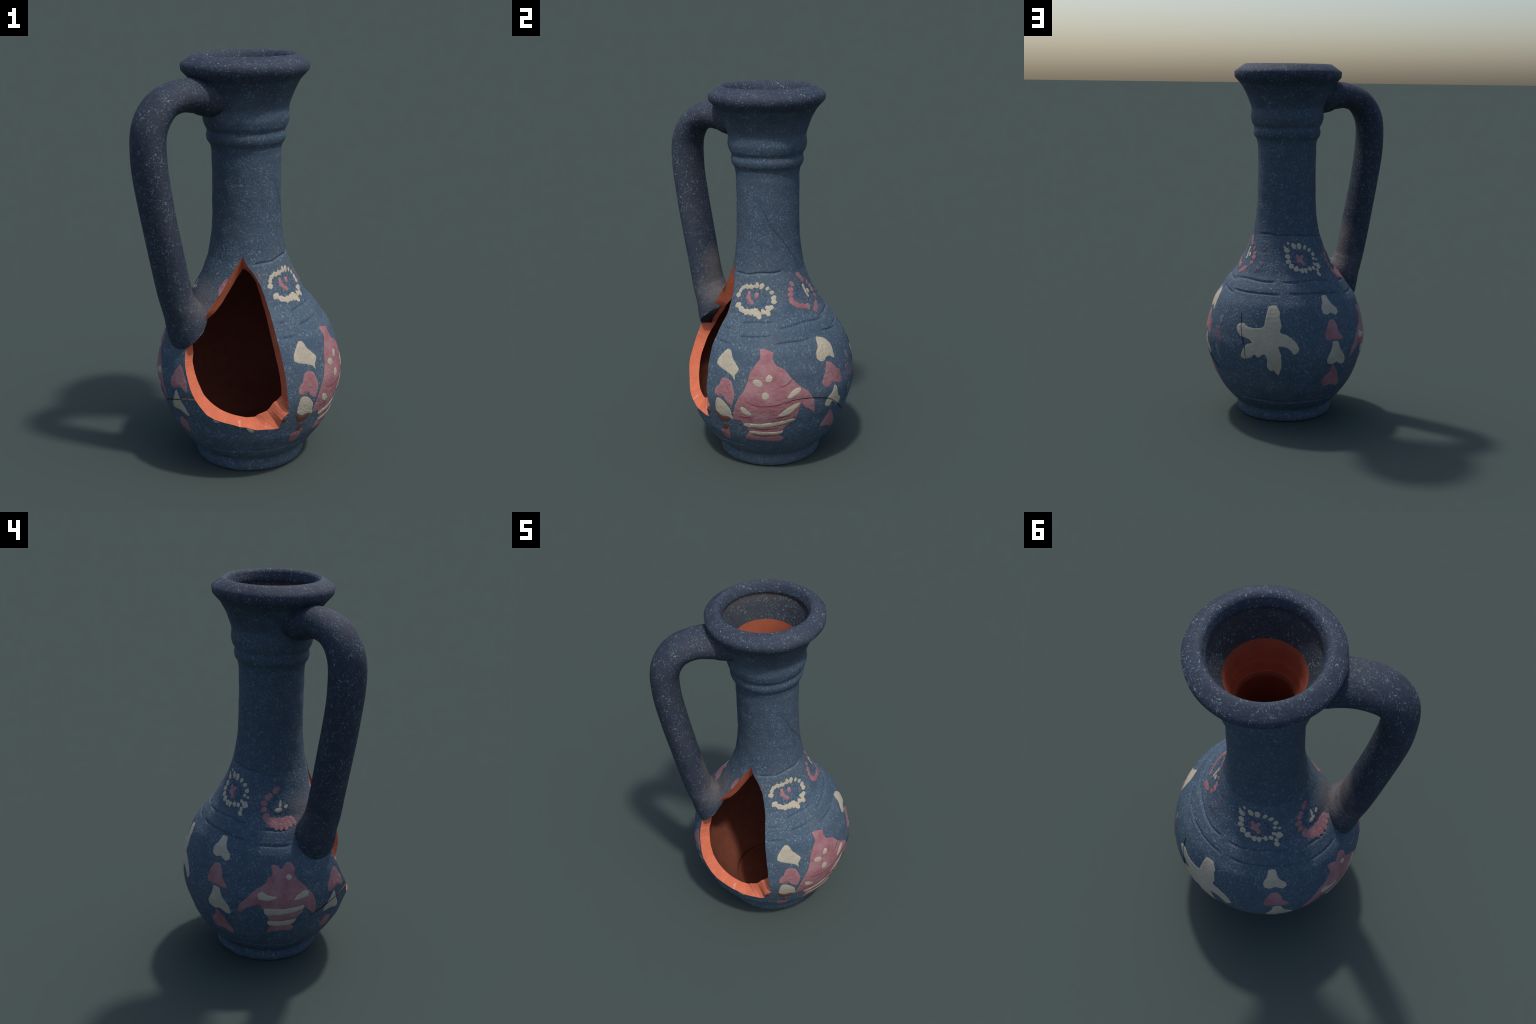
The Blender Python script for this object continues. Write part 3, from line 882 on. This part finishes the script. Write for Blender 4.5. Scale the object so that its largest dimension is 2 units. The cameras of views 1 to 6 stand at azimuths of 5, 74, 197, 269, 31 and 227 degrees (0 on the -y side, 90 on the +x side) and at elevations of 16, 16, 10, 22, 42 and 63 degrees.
ros = layer('rosette', stroke([(128.6, .976), (129.3, .943), (131.5, .914)], .009, .7, .35), M_CREAM, .0017)
layer('paint_dab', dab(135.5, .939, .012, .010), M_CREAM, .0017, ros)
layer('paint_stroke', stroke([(121.5, 1.037), (128, 1.012), (134.5, .990)], .012, .7, .25), M_PINK, .0017, ros)
dabs(ros, [(107.9, 0.994), (104.4, 0.967), (102.8, 0.945), (102.2, 0.922)], .0145, M_PINK, (127, .94))
layer('paint_stroke', stroke([(102.3, 0.914), (108.7, 0.890), (123.3, 0.872)], .011, .8, .25), M_PINK, .0017, ros)
layer('paint_stroke', stroke([(131.0, .842), (136.8, .860), (142.0, .873)], .014, .8, .25), M_PINK, .0017, ros)
dabs(ros, [(141.6, .975), (146.5, .951), (148.1, .929), (147.4, .900)], .013, M_PINK, (127, .94))
dabs(ros, along([(102.3, 0.914), (108.7, 0.890), (123.3, 0.872)], 5), .015, M_PINK, (127, .94))
dent_shades(ros, (127, .94), 14, .036, 14)
dabs(ros, [(162.2, 0.976), (165.4, 0.953), (166.8, 0.927), (165.0, 0.903), (162.5, 0.876), (157.9, 0.864)], .011,
    M_PINK_SMEAR, (147, .94))  # faint scan double of the pink ring's side

ros = layer('rosette', stroke([(-148.4, 0.953), (-138.8, 0.904)], .0105, .8, .2), M_PINK, .0017)
layer('paint_stroke', stroke([(-139.2, .951), (-143, .938), (-147.5, .920)], .0095, .8, .2), M_PINK, .0013, ros)
for (az, z), s in zip([(-151.2, 1.004), (-142.9, 1.003), (-133.2, 0.994), (-126.2, 0.977), (-121.4, 0.954), (-122.9,
    0.931), (-118.0, 0.925), (-119.3, 0.892), (-124.4, 0.903), (-127.2, 0.883), (-122.5, 0.869), (-122.2, 0.850),
    (-132.8, 0.881), (-138.8, 0.874), (-143.5, 0.875), (-150.5, 0.884), (-156.1, 0.900), (-159.9, 0.922), (-160.9,
    0.948), (-162.1, 0.980), (-160.1, 1.019), (-165.2, 0.997)],
                      [.0125, .0125, .0095, .0095, .0095, .007, .006, .0145, .008, .009, .008, .010, .009, .010, .010, .0115, .011, .011, .0115, .012, .007, .006]):
    R = float(np.interp(z, _oz, _or)) * math.pi / 180
    s = s * 1.25
    layer('paint_dab', dab(az, z, s * 1.1, s * .85, math.atan2(z - .935, (az + 142) * R)), M_CREAM, .0017, ros, .006)
layer('paint_stroke', stroke([(-156, .897), (-150.5, .884), (-143.5, .877), (-134, .882)], .004, .8, .3), M_CREAM,
    .0013, ros)

dent_shades(ros, (-142, .93), 12.5, .034, 14)

ros = layer('rosette', stroke([(-84.3, 0.877), (-77.8, 0.883)], .010, .8, .3), M_CREAM, .0017)
layer('paint_stroke', stroke([(-77.8, 0.921), (-79.2, 0.885)], .006, .6, .3), M_CREAM, .0013, ros)
layer('paint_stroke', stroke([(-73.8, 0.890), (-70.5, 0.898)], .008, .6, .3), M_CREAM, .0017, ros)
layer('paint_stroke', stroke([(-78.5, 0.982), (-85.5, 0.956)], .0125, .6, .2), M_PINK, .0017, ros)
dabs(ros, [(-93.7, 0.933), (-96.9, 0.909), (-96.9, 0.882), (-93.9, 0.852), (-90.5, 0.833)], .0155, M_PINK, (-79, .89))
layer('paint_stroke', stroke([(-91, .830), (-84, .824), (-76, .826), (-67.5, .836)], .021, .8, .2), M_PINK, .0015, ros)
dabs(ros, along([(-93, .838), (-84, .813), (-76, .813), (-67, .824)], 7), .0135, M_PINK, (-79, .89))
dabs(ros, [(-90, .945), (-82, .970)], .0135, M_PINK, (-79, .89))
dent_shades(ros, (-80, .895), 11, .034, 12)

# --- cracks in the wall
layer('crack', stroke([(83.1, 0.446), (88.9, 0.464), (101.3, 0.460), (113.2, 0.434), (120.1, 0.402), (136.7, 0.298)],
    .0018, .4, .3), M_CRACK, .0031)
layer('crack', stroke([(74.2, 0.340), (82.9, 0.349), (90.5, 0.365)], .0012, .4, .3), M_CRACK, .0031)
layer('crack', stroke([(64.3, 1.393), (72.8, 1.334), (84.3, 1.277), (105.4, 1.198), (121.1, 1.121), (135.2, 1.015)],
    .0011, .3, .3), M_CRACK, .0012)
layer('crack', stroke([(161.8, 0.654), (165.1, 0.535), (167.9, 0.477), (168.5, 0.412)], .0016, .5, .3), M_CRACK, .0031)
layer('crack', stroke([(-61.7, .353), (-47, .398), (-37, .425)], .0022, .4, .3), M_CRACK, .0031)
layer('crack', stroke([(-40, .414), (-36.8, .426), (-28.2, .441)], .0042, .5, .2), M_RAWCRACK, .0029)


# any leftover helper meshes
for m in list(bpy.data.meshes):
    if m.users == 0:
        bpy.data.meshes.remove(m)
